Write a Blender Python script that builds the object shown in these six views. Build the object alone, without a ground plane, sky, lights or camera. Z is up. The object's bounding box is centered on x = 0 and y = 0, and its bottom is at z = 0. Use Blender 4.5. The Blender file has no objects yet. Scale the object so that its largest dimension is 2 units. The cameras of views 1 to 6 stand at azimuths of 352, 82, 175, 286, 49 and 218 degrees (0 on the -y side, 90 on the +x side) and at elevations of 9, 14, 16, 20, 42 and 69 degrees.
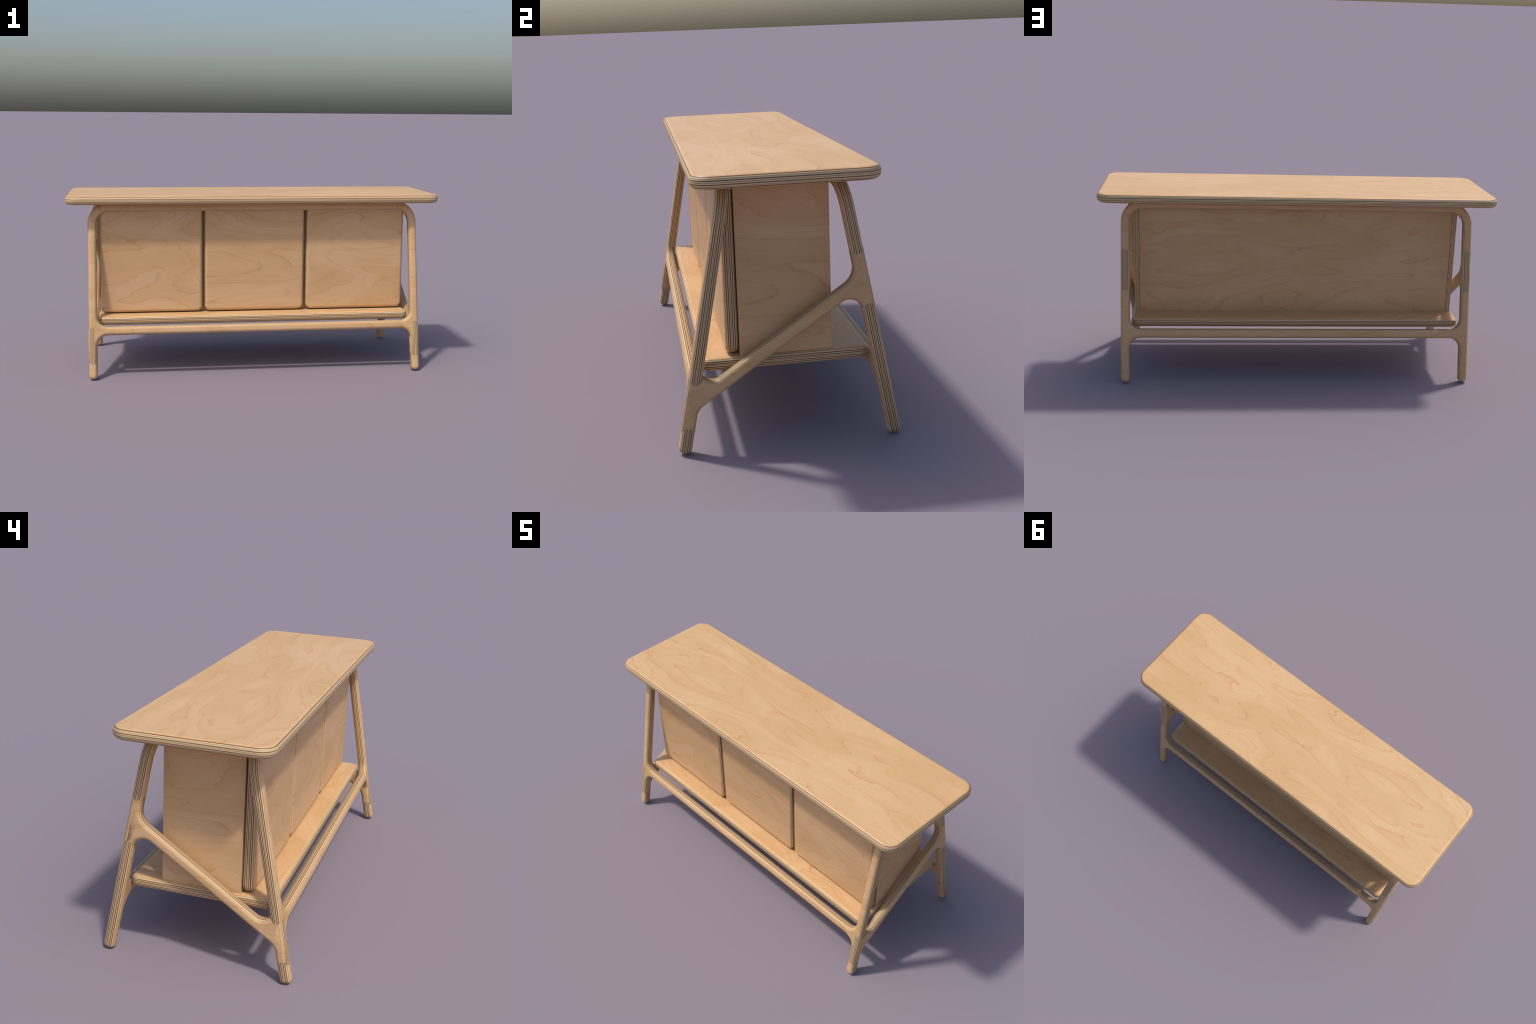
"""Plywood sideboard: two leaning frames, two diagonal side braces, a tabletop,
a shelf and a three-door cabinet, all cut from birch plywood with rounded edges."""
import bpy, math
from mathutils import Matrix, Vector
from mathutils.geometry import tessellate_polygon, delaunay_2d_cdt

# ------------------------------------------------------------------ sizes (m)
T = 0.045            # thickness of the heavy plywood, and width of every bar
ROUND = 0.0175       # router round-over on the heavy sheets
LEAN = math.radians(10.9)
LEG_X = 0.8650       # leg centre, left and right
FOOT_Y = 0.3627      # leg centre line where it meets the ground
TOP_Z0, TOP_Z1 = 0.9062, 0.9508
SHELF_Z0, SHELF_Z1 = 0.268, 0.313
CAB_X, CAB_Y, PANEL = 0.8265, 0.157, 0.0225
TAN = math.tan(LEAN)

# ------------------------------------------------------------------ 2D outlines
def fillet(points, seg=12):
    """points: (x, y, radius) corners of a closed polygon -> rounded outline"""
    out, n = [], len(points)
    for i in range(n):
        p = Vector(points[i][:2]); r = points[i][2]
        a = Vector(points[i - 1][:2]); b = Vector(points[(i + 1) % n][:2])
        if r <= 0:
            out.append(p); continue
        u, v = (a - p).normalized(), (b - p).normalized()
        half = math.acos(max(-1, min(1, u.dot(v)))) / 2
        d = r / math.tan(half)
        c = p + (u + v).normalized() * (r / math.sin(half))
        s, e = p + u * d - c, p + v * d - c
        a0 = math.atan2(s.y, s.x); a1 = math.atan2(e.y, e.x)
        da = (a1 - a0 + math.pi) % (2 * math.pi) - math.pi
        k = max(4, int(seg * abs(da) / (math.pi / 2)) + 1)
        for j in range(k + 1):
            t = a0 + da * j / k
            out.append(c + Vector((math.cos(t), math.sin(t))) * r)
    clean = []
    for p in out:
        if not clean or (p - clean[-1]).length > 1e-5:
            clean.append(p)
    if (clean[0] - clean[-1]).length < 1e-5:
        clean.pop()
    return clean

def area(loop):
    return 0.5 * sum(loop[i - 1].x * loop[i].y - loop[i].x * loop[i - 1].y for i in range(len(loop)))

def rounded_rect(w, h, r):
    return fillet([(-w / 2, -h / 2, r), (w / 2, -h / 2, r), (w / 2, h / 2, r), (-w / 2, h / 2, r)], 16)

# ------------------------------------------------------------------ sheet builder
def sheet(name, loops, thick, radius, material, steps=7, butt=None, tips=()):
    """A sheet of plywood with rounded edges. loops[0] is the outline (ccw), the
    others are holes (cw). Local z is the thickness. butt(i, o) may give the place of
    outline point i at round-over offset o (square-cut ends of a rounded bar)."""
    rings = []
    for k, lp in enumerate(loops):
        ccw = area(lp) > 0
        if ccw != (k == 0):
            lp = list(reversed(lp))
        n = len(lp)
        en = []                               # outward normal of edge i -> i+1
        for i in range(n):
            d = (lp[(i + 1) % n] - lp[i]).normalized()
            en.append(Vector((d.y, -d.x)))
        inset, normal = [], []
        for i in range(n):
            n1, n2 = en[i - 1], en[i]
            det = n1.x * n2.y - n1.y * n2.x
            if abs(det) < 0.02:
                q = (n1 + n2).normalized()
            else:
                q = Vector(((n2.y - n1.y) / det, (n1.x - n2.x) / det))
            if q.length > 2.5:
                q = q.normalized()
            inset.append(-q)
            # the tips of a butt end keep the normal of the rounded long edge
            normal.append(n1 if (i, 1) in tips else n2 if (i, 2) in tips else (n1 + n2).normalized())
        rings.append((lp, inset, normal))

    verts, norms, faces = [], [], []
    h = thick / 2
    prof = []
    for j in range(steps + 1):
        a = math.pi / 2 * (1 - j / steps)
        prof.append((radius * (1 - math.cos(a)), h - radius + radius * math.sin(a), math.cos(a), math.sin(a)))
    prof = prof + [(o, -z, c, -s) for (o, z, c, s) in reversed(prof)]
    caps = []
    for lp, inset, normal in rings:
        n = len(lp); base = len(verts)
        for (o, z, c, s) in prof:
            for i in range(n):
                p = (butt(i, o, lp[i] + inset[i] * o) if butt else None) or lp[i] + inset[i] * o
                verts.append((p.x, p.y, z))
                norms.append((normal[i].x * c, normal[i].y * c, s))
        m = len(prof)
        for j in range(m - 1):
            for i in range(n):
                i2 = (i + 1) % n
                faces.append((base + j * n + i, base + (j + 1) * n + i,
                              base + (j + 1) * n + i2, base + j * n + i2))
        caps.append((base, base + (m - 1) * n, n))
    for side in (0, 1):
        idx, poly = [], []
        for (top, bot, n) in caps:
            ids = list(range(top, top + n)) if side == 0 else list(range(bot, bot + n))
            idx += ids
            poly.append([Vector((verts[i][0], verts[i][1], 0)) for i in ids])
        kept = []                              # drop doubled points before filling the cap
        flat_idx, k = [], 0
        for loop in poly:
            pts = []
            for j, p in enumerate(loop):
                if (p - loop[j - 1]).length > 1e-5:
                    pts.append(p); flat_idx.append(idx[k + j])
            k += len(loop)
            kept.append(pts)
        poly, idx = kept, flat_idx
        if len(poly) == 1:
            pts = [p.to_2d() for p in poly[0]]
            res = delaunay_2d_cdt(pts, [], [list(range(len(pts)))], 1, 1e-6)
            zc, local = verts[idx[0]][2], []
            for v, src in zip(res[0], res[3]):
                if src:
                    local.append(idx[src[0]])
                else:
                    local.append(len(verts)); verts.append((v.x, v.y, zc)); norms.append((0, 0, math.copysign(1, zc)))
            idx, tris = local, res[2]
        else:
            tris = tessellate_polygon(poly)
        for tri in tris:
            a, b, c = (idx[t] for t in tri)
            ax, ay = verts[a][:2]; bx, by = verts[b][:2]; cx, cy = verts[c][:2]
            s = (bx - ax) * (cy - ay) - (by - ay) * (cx - ax)
            if abs(s) < 1e-14:
                continue
            if (s > 0) != (side == 0):
                b, c = c, b
            faces.append((a, b, c))
    me = bpy.data.meshes.new(name)
    me.from_pydata(verts, [], faces)
    me.materials.append(material)
    for p in me.polygons:
        p.use_smooth = True
    me.update()
    me.normals_split_custom_set_from_vertices([Vector(v).normalized() for v in norms])
    return me

def place(name, mesh, matrix, parent):
    ob = bpy.data.objects.new(name, mesh)
    bpy.context.scene.collection.objects.link(ob)
    ob.parent = parent
    ob.matrix_local = matrix
    return ob

def axes(x, y, z, origin):
    """matrix from the directions of the local axes"""
    m = Matrix((x, y, z)).transposed().to_4x4()
    m.translation = Vector(origin)
    return m

# ------------------------------------------------------------------ plywood material
def plywood(name, thick, glue_lines, veneer=0.055):
    """glue_lines: (position 0..1 through the sheet, width, 'dark'|'thin').
    The colour is solid: plies are layers in local z, so cut edges show stripes
    and the faces show the rotary-cut birch veneer."""
    mat = bpy.data.materials.new(name)
    mat.use_nodes = True
    nt = mat.node_tree; N = nt.nodes; L = nt.links
    N.clear()
    def node(t, **kw):
        nd = N.new(t)
        for k, v in kw.items():
            setattr(nd, k, v)
        return nd
    def math_(op, a, b=None, c=None):
        nd = node('ShaderNodeMath', operation=op)
        for i, v in enumerate((a, b, c)):
            if v is None: continue
            if isinstance(v, (int, float)): nd.inputs[i].default_value = v
            else: L.new(v, nd.inputs[i])
        return nd.outputs[0]
    def noise(vec, scale, detail=2.0, rough=0.5, distort=0.0):
        nd = node('ShaderNodeTexNoise')
        nd.inputs['Scale'].default_value = scale
        nd.inputs['Detail'].default_value = detail
        nd.inputs['Roughness'].default_value = rough
        nd.inputs['Distortion'].default_value = distort
        L.new(vec, nd.inputs['Vector'])
        return nd.outputs[0]
    def mapping(vec, scale, loc=(0, 0, 0)):
        nd = node('ShaderNodeMapping')
        nd.inputs['Scale'].default_value = scale
        nd.inputs['Location'].default_value = loc
        L.new(vec, nd.inputs['Vector'])
        return nd.outputs[0]
    def mix(fac, a, b):
        nd = node('ShaderNodeMix', data_type='RGBA')
        if isinstance(fac, (int, float)): nd.inputs[0].default_value = fac
        else: L.new(fac, nd.inputs[0])
        for i, v in ((6, a), (7, b)):
            if isinstance(v, tuple): nd.inputs[i].default_value = (*v, 1)
            else: L.new(v, nd.inputs[i])
        return nd.outputs[2]
    def ramp(fac, stops, interp='LINEAR'):
        nd = node('ShaderNodeValToRGB')
        nd.color_ramp.interpolation = interp
        cr = nd.color_ramp
        while len(cr.elements) > 1: cr.elements.remove(cr.elements[-1])
        cr.elements[0].position = stops[0][0]
        cr.elements[0].color = (stops[0][1],) * 3 + (1,)
        for p, v in stops[1:]:
            e = cr.elements.new(p); e.color = (v, v, v, 1)
        L.new(fac, nd.inputs[0])
        return nd.outputs[0]

    tc = node('ShaderNodeTexCoord')
    sep = node('ShaderNodeSeparateXYZ'); L.new(tc.outputs['Object'], sep.inputs[0])
    # every board gets its own piece of veneer
    info = node('ShaderNodeObjectInfo')
    shift = node('ShaderNodeCombineXYZ')
    L.new(math_('MULTIPLY', info.outputs['Random'], 7.0), shift.inputs[0])
    L.new(math_('MULTIPLY', info.outputs['Random'], 3.3), shift.inputs[1])
    flat = node('ShaderNodeCombineXYZ')
    L.new(sep.outputs[0], flat.inputs[0]); L.new(sep.outputs[1], flat.inputs[1])
    L.new(math_('GREATER_THAN', sep.outputs[2], 0.0), flat.inputs[2])
    add = node('ShaderNodeVectorMath', operation='ADD')
    L.new(flat.outputs[0], add.inputs[0]); L.new(shift.outputs[0], add.inputs[1])
    P = add.outputs[0]

    # --- veneer figure: contour lines of a smooth, stretched height field
    teeth = noise(mapping(P, (2.5, 34, 1.0)), 1.0, 2.0, 0.5)
    warp = node('ShaderNodeCombineXYZ')
    L.new(math_('MULTIPLY', math_('SUBTRACT', teeth, 0.5), 0.13), warp.inputs[0])
    bend = node('ShaderNodeVectorMath', operation='ADD')
    L.new(P, bend.inputs[0]); L.new(warp.outputs[0], bend.inputs[1])
    hh = noise(mapping(bend.outputs[0], (1.05, 3.0, 1.0)), 1.0, 2.0, 0.45, 0.6)
    sep2 = node('ShaderNodeSeparateXYZ'); L.new(P, sep2.inputs[0])
    hh = math_('ADD', hh, math_('MULTIPLY', sep2.outputs[1], 0.30))
    c1 = math_('FRACT', math_('MULTIPLY', hh, 13.0))
    line = ramp(c1, [(0.0, 0.0), (0.014, 0.9), (0.06, 0.45), (0.20, 0.12), (0.55, 0.0), (0.97, 0.0), (1.0, 0.0)])
    c2 = math_('FRACT', math_('ADD', math_('MULTIPLY', hh, 37.0), 0.37))
    fine = ramp(c2, [(0.0, 0.0), (0.04, 1.0), (0.20, 0.35), (0.6, 0.0), (1.0, 0.0)])
    vary = ramp(noise(mapping(P, (3.0, 6.0, 1.0), (3, 1, 0)), 1.6, 2.0), [(0.34, 0.30), (0.66, 1.0)])
    vary2 = ramp(noise(mapping(P, (4.0, 8.0, 1.0), (9, 4, 0)), 1.3, 2.0), [(0.38, 0.08), (0.62, 1.0)])
    tone = ramp(noise(mapping(P, (2.0, 4.5, 1.0), (5, 7, 0)), 1.5, 3.0, 0.55), [(0.32, 0.0), (0.68, 1.0)])
    fibre = noise(mapping(P, (18, 420, 1.0)), 1.0, 3.0, 0.6)
    # broad flame bands: the tone swings softly from growth ring to growth ring
    band = math_('PINGPONG', math_('MULTIPLY', hh, 7.3), 1.0)
    tone = math_('ADD', math_('MULTIPLY', tone, 0.5), math_('MULTIPLY', ramp(band, [(0.1, 0.0), (0.9, 1.0)], 'EASE'), 0.5))
    face = mix(tone, (0.696, 0.446, 0.242), (0.614, 0.377, 0.174))
    face = mix(math_('MULTIPLY', math_('MULTIPLY', line, vary), 0.82), face, (0.520, 0.245, 0.095))
    face = mix(math_('MULTIPLY', math_('MULTIPLY', fine, vary2), 0.40), face, (0.560, 0.315, 0.125))
    face = mix(math_('MULTIPLY', math_('SUBTRACT', fibre, 0.5), 0.16), face, (0.60, 0.36, 0.17))

    # --- plies
    s = math_('ADD', math_('DIVIDE', sep.outputs[2], thick), 0.5)
    stops_d, stops_t = [(0.0, 0.0)], [(0.0, 0.0)]
    for pos, w, kind in glue_lines:
        st = stops_d if kind == 'dark' else stops_t
        a = 0.012
        st += [(pos - w / 2 - a, 0.0), (pos - w / 2 + a * .4, 1.0), (pos + w / 2 - a * .4, 1.0), (pos + w / 2 + a, 0.0)]
    dark, thin = ramp(s, stops_d), ramp(s, stops_t)
    edge_n = noise(mapping(tc.outputs['Object'], (9, 9, 260)), 1.0, 2.0)
    ply = mix(edge_n, (0.690, 0.520, 0.292), (0.645, 0.478, 0.262))
    ply = mix(thin, ply, (0.250, 0.175, 0.105))
    ply = mix(dark, ply, (0.195, 0.074, 0.032))
    off = math_('ABSOLUTE', math_('SUBTRACT', s, 0.5))
    is_face = ramp(off, [(0.0, 0.0), (0.5 - veneer - 0.006, 0.0), (0.5 - veneer + 0.006, 1.0)])
    col = mix(is_face, ply, face)

    bsdf = node('ShaderNodeBsdfPrincipled')
    L.new(col, bsdf.inputs['Base Color'])
    bsdf.inputs['Roughness'].default_value = 0.48
    bsdf.inputs['Specular IOR Level'].default_value = 0.4
    out = node('ShaderNodeOutputMaterial')
    L.new(bsdf.outputs[0], out.inputs[0])
    return mat

HEAVY = [(.108, .026, 'thin'), (.252, .064, 'dark'), (.391, .064, 'dark'), (.5, .028, 'thin'),
         (.609, .064, 'dark'), (.748, .064, 'dark'), (.892, .026, 'thin')]
TOPLY = [(.105, .058, 'dark'), (.218, .026, 'thin'), (.36, .060, 'dark'), (.5, .030, 'thin'),
         (.64, .060, 'dark'), (.782, .026, 'thin'), (.895, .058, 'dark')]
THIN = [(.25, .10, 'dark'), (.5, .05, 'thin'), (.74, .10, 'dark')]
ply_heavy = plywood('birch_plywood', T, HEAVY, veneer=0.094)
ply_top = plywood('birch_plywood_tabletop', TOP_Z1 - TOP_Z0, TOPLY, veneer=0.078)
ply_thin = plywood('birch_plywood_panel', PANEL, THIN, veneer=0.09)

# ------------------------------------------------------------------ the thing
root = bpy.data.objects.new('sideboard', None)
bpy.context.scene.collection.objects.link(root)
root['label'] = 'birch plywood sideboard with three doors and splayed frame legs'
root['category'] = 'sideboard'

X, Y, Z = Vector((1, 0, 0)), Vector((0, 1, 0)), Vector((0, 0, 1))

# tabletop
me = sheet('tabletop', [rounded_rect(2.0, 0.601, 0.067)], TOP_Z1 - TOP_Z0, 0.0185, ply_top, 8)
place('tabletop', me, axes(X, Y, Z, (0, 0, (TOP_Z0 + TOP_Z1) / 2)), root)

# shelf
me = sheet('shelf', [rounded_rect(1.678, 0.573, 0.031)], T, ROUND, ply_heavy)
place('shelf', me, axes(X, Y, Z, (0, 0, (SHELF_Z0 + SHELF_Z1) / 2)), root)

# leaning frames: legs, top bar and stretcher cut from one sheet
cosl = math.cos(LEAN)
def frame_outline():
    xo, xi = LEG_X + T / 2, LEG_X - T / 2
    top = 0.9070 / cosl
    bar = top - T - 0.0005
    r1, r0 = 0.2696 / cosl, 0.2246 / cosl      # stretcher, upper and lower edge
    foot = FOOT_END
    outer = [(-xo, foot, .0205), (-xi, foot, .0205), (-xi, r0, .055), (xi, r0, .055),
             (xi, foot, .0205), (xo, foot, .0205), (xo, top, .11), (-xo, top, .11)]
    window = [(-xi, r1, .056), (xi, r1, .056), (xi, bar, .066), (-xi, bar, .066)]
    return [fillet(outer, 14), fillet(window, 14)]
# the foot is cut square to the leg; its rounded lower edge just touches the ground
FOOT_END = 0.0
low = (T / 2 - ROUND) * math.sin(LEAN) + ROUND * (1 - cosl)
FOOT_END = low / cosl
me = sheet('leg_frame', frame_outline(), T, ROUND, ply_heavy)
zmin = min(FOOT := [v.co.y * cosl - abs(v.co.z) * math.sin(LEAN) for v in me.vertices])
up_f = Vector((0, math.sin(LEAN), cosl))
place('leg_frame', me, axes(X, up_f, X.cross(up_f), (0, -FOOT_Y, -zmin)), root)
up_r = Vector((0, -math.sin(LEAN), cosl))
place('leg_frame', me, axes(-X, up_r, (-X).cross(up_r), (0, FOOT_Y, -zmin)), root)

# side braces: a diagonal bar that swells into a piece of the front and the rear leg
PROUD = 0.0006
W2 = T / 2 + PROUD
SL = math.tan(math.radians(34.0)); CB = math.cos(math.radians(34.0))
def leg_point(sign, z_axis, side):
    """sign -1 front, +1 rear; point on the leg at height z_axis, side = offset across, >0 outwards"""
    y = sign * (FOOT_Y - TAN * z_axis)
    return Vector((y + sign * side * cosl, z_axis + side * math.sin(LEAN)))
def brace_line(side):
    """z = a + SL * y of the upper (+) or lower (-) edge"""
    return 0.3892 + side * (T / 2) / CB
def meet(sign, a, sunk=0.0):
    """inner leg edge (or a line sunk into the leg) with brace edge"""
    # inner edge: y = sign * (F - TAN z), with F = FOOT_Y - W2 / cosl
    F = FOOT_Y - (W2 - sunk) / cosl
    z = (a + SL * sign * F) / (1 + SL * sign * TAN)
    return Vector((sign * (F - TAN * z), z))
ZF0, ZF1, ZR0, ZR1, DEP = 0.0952, 0.2466, 0.4790, 0.6470, 0.0165
# hollow butt ends of the leg pieces: leg side, height, direction, height of the acute tip
# that runs up the inside of the leg into its fillet
ENDS = [(-1, ZF0, -1, 0.0), (1, ZR0, -1, 0.0), (1, ZR1, 1, 0.0), (-1, ZF1, 1, 0.010)]
def end_point(end, a, o=0.0):
    sign, z, up, tip = end
    ax = Vector((-sign * math.sin(LEAN), cosl)); across = Vector((sign * cosl, math.sin(LEAN)))
    if tip:
        a = max(-(W2 - 0.29 * o), min(W2 - o, a))
    else:
        a = max(-(W2 - o), min(W2 - o, a))
    t = DEP * (a / W2) ** 2
    if a < 0:
        t += tip * (1 - o / ROUND) * abs(a / W2) ** 8
    return leg_point(sign, z, 0) + across * a + ax * (up * t)
def brace_outline(n=16):
    hi, lo = brace_line(1), brace_line(-1)
    steps = [W2 * (1 - 2 * i / n) for i in range(n + 1)]          # outer -> inner
    ends = [[(end_point(e, a), (e, a)) for a in steps] for e in ENDS]
    f_low, r_low, r_up, f_up = ends
    def corner_arc(sign, line, mid, up, r, tag=None, sunk=0.0):
        """fillet between the inner leg edge and an edge of the diagonal, leg first"""
        c = meet(sign, line, sunk)
        leg = c + Vector((-sign * math.sin(LEAN), cosl)) * (up * 0.25)
        bar = c + (mid - c).normalized() * 0.25
        across = Vector((sign * cosl, math.sin(LEAN)))
        def near_leg(p):
            return (p - leg_point(sign, 0.2, 0)).dot(across) > -W2 - 0.022
        return [(p, tag if tag and near_leg(p) else None)
                for p in fillet([(*leg, 0), (*c, r), (*bar, 0)], 20)[1:-1]]
    m_lo, m_hi = Vector((0, lo)), Vector((0, hi))
    pts = f_low + corner_arc(-1, lo, m_lo, -1, 0.06)
    pts += corner_arc(1, lo, m_lo, -1, 0.0445, (ENDS[1], None))[:0:-1] + r_low[::-1]
    pts += r_up + corner_arc(1, hi, m_hi, 1, 0.065)
    hook = corner_arc(-1, hi, m_hi, 1, 0.040, (ENDS[3], None), 0.012)[:0:-1]
    across = Vector((-cosl, math.sin(LEAN)))
    pts += [p for p in hook if (p[0] - leg_point(-1, 0.2, 0)).dot(across) < -W2 - 0.0005]
    pts += f_up[::-1]
    clean = []
    for p in pts:
        if not clean or (p[0] - clean[-1][0]).length > 2e-4:
            clean.append(p)
    return clean
outline = brace_outline()
def brace_end(i, o, moved):
    tag = outline[i][1]
    if tag is None:
        return None
    end, a = tag
    if a is None:                              # fillet next to the acute tip: stop at the tip
        tip = end_point(end, -W2, o)
        ax = Vector((-end[0] * math.sin(LEAN), cosl)) * end[2]
        return tip if moved.dot(ax) > tip.dot(ax) and o > 0 else None
    return end_point(end, a, o)
tips = set()
for i, (p, tag) in enumerate(outline):
    if tag and tag[1] is not None and abs(abs(tag[1]) - W2) < 1e-9:
        nxt = outline[(i + 1) % len(outline)][1]
        in_end = nxt and nxt[1] is not None and nxt[0] == tag[0]
        tips.add((i, 1 if in_end else 2))      # long edge comes before / after the tip
me = sheet('side_brace', [[p for p, _ in outline]], T + 2 * PROUD, ROUND, ply_heavy, butt=brace_end, tips=tips)
for sx in (1, -1):
    place('side_brace', me, axes(Y, Z, X, (sx * LEG_X, 0, 0)), root)

# cabinet: thin plywood carcass standing on the shelf
cab = bpy.data.objects.new('cabinet', None)
bpy.context.scene.collection.objects.link(cab)
cab.parent = root
Z0, Z1 = SHELF_Z1 - 0.0005, TOP_Z0 + 0.0005
hz = Z1 - Z0; zc = (Z0 + Z1) / 2
me = sheet('side_panel', [rounded_rect(2 * CAB_Y, hz, 0.001)], PANEL, 0.0012, ply_thin, 3)
for sx in (1, -1):
    place('side_panel', me, axes(Y, Z, X, (sx * (CAB_X - PANEL / 2), 0, zc)), cab)
inner = 2 * (CAB_X - PANEL) - 0.002
me = sheet('back_panel', [rounded_rect(inner, hz, 0.001)], PANEL, 0.0012, ply_thin, 3)
place('back_panel', me, axes(-X, Z, Y, (0, CAB_Y - PANEL / 2 - 0.003, zc)), cab)
depth = 2 * CAB_Y - 2 * PANEL - 0.008
me = sheet('floor_panel', [rounded_rect(inner, depth, 0.001)], PANEL, 0.0012, ply_thin, 3)
place('floor_panel', me, axes(X, Y, Z, (0, -0.001, Z0 + PANEL / 2 + 0.001)), cab)
place('floor_panel', me, axes(X, Y, Z, (0, -0.001, Z1 - PANEL / 2 - 0.001)), cab)
me = sheet('face_panel', [rounded_rect(inner, hz, 0.001)], PANEL, 0.0012, ply_thin, 3)
place('face_panel', me, axes(X, Z, -Y, (0, -CAB_Y + PANEL / 2 + 0.0015, zc)), cab)

# three thick doors laid in front of the carcass
DOOR_GAP = 0.0125
DOOR_W = (2 * 0.8245 - 2 * DOOR_GAP) / 3
DZ0, DZ1 = 0.3178, 0.9030
me = sheet('door', [rounded_rect(DOOR_W, DZ1 - DZ0, 0.031)], T, ROUND, ply_heavy)
for i in (-1, 0, 1):
    place('door', me, axes(X, Z, -Y, (i * (DOOR_W + DOOR_GAP), -CAB_Y - 0.0015 - T / 2, (DZ0 + DZ1) / 2)), cab)
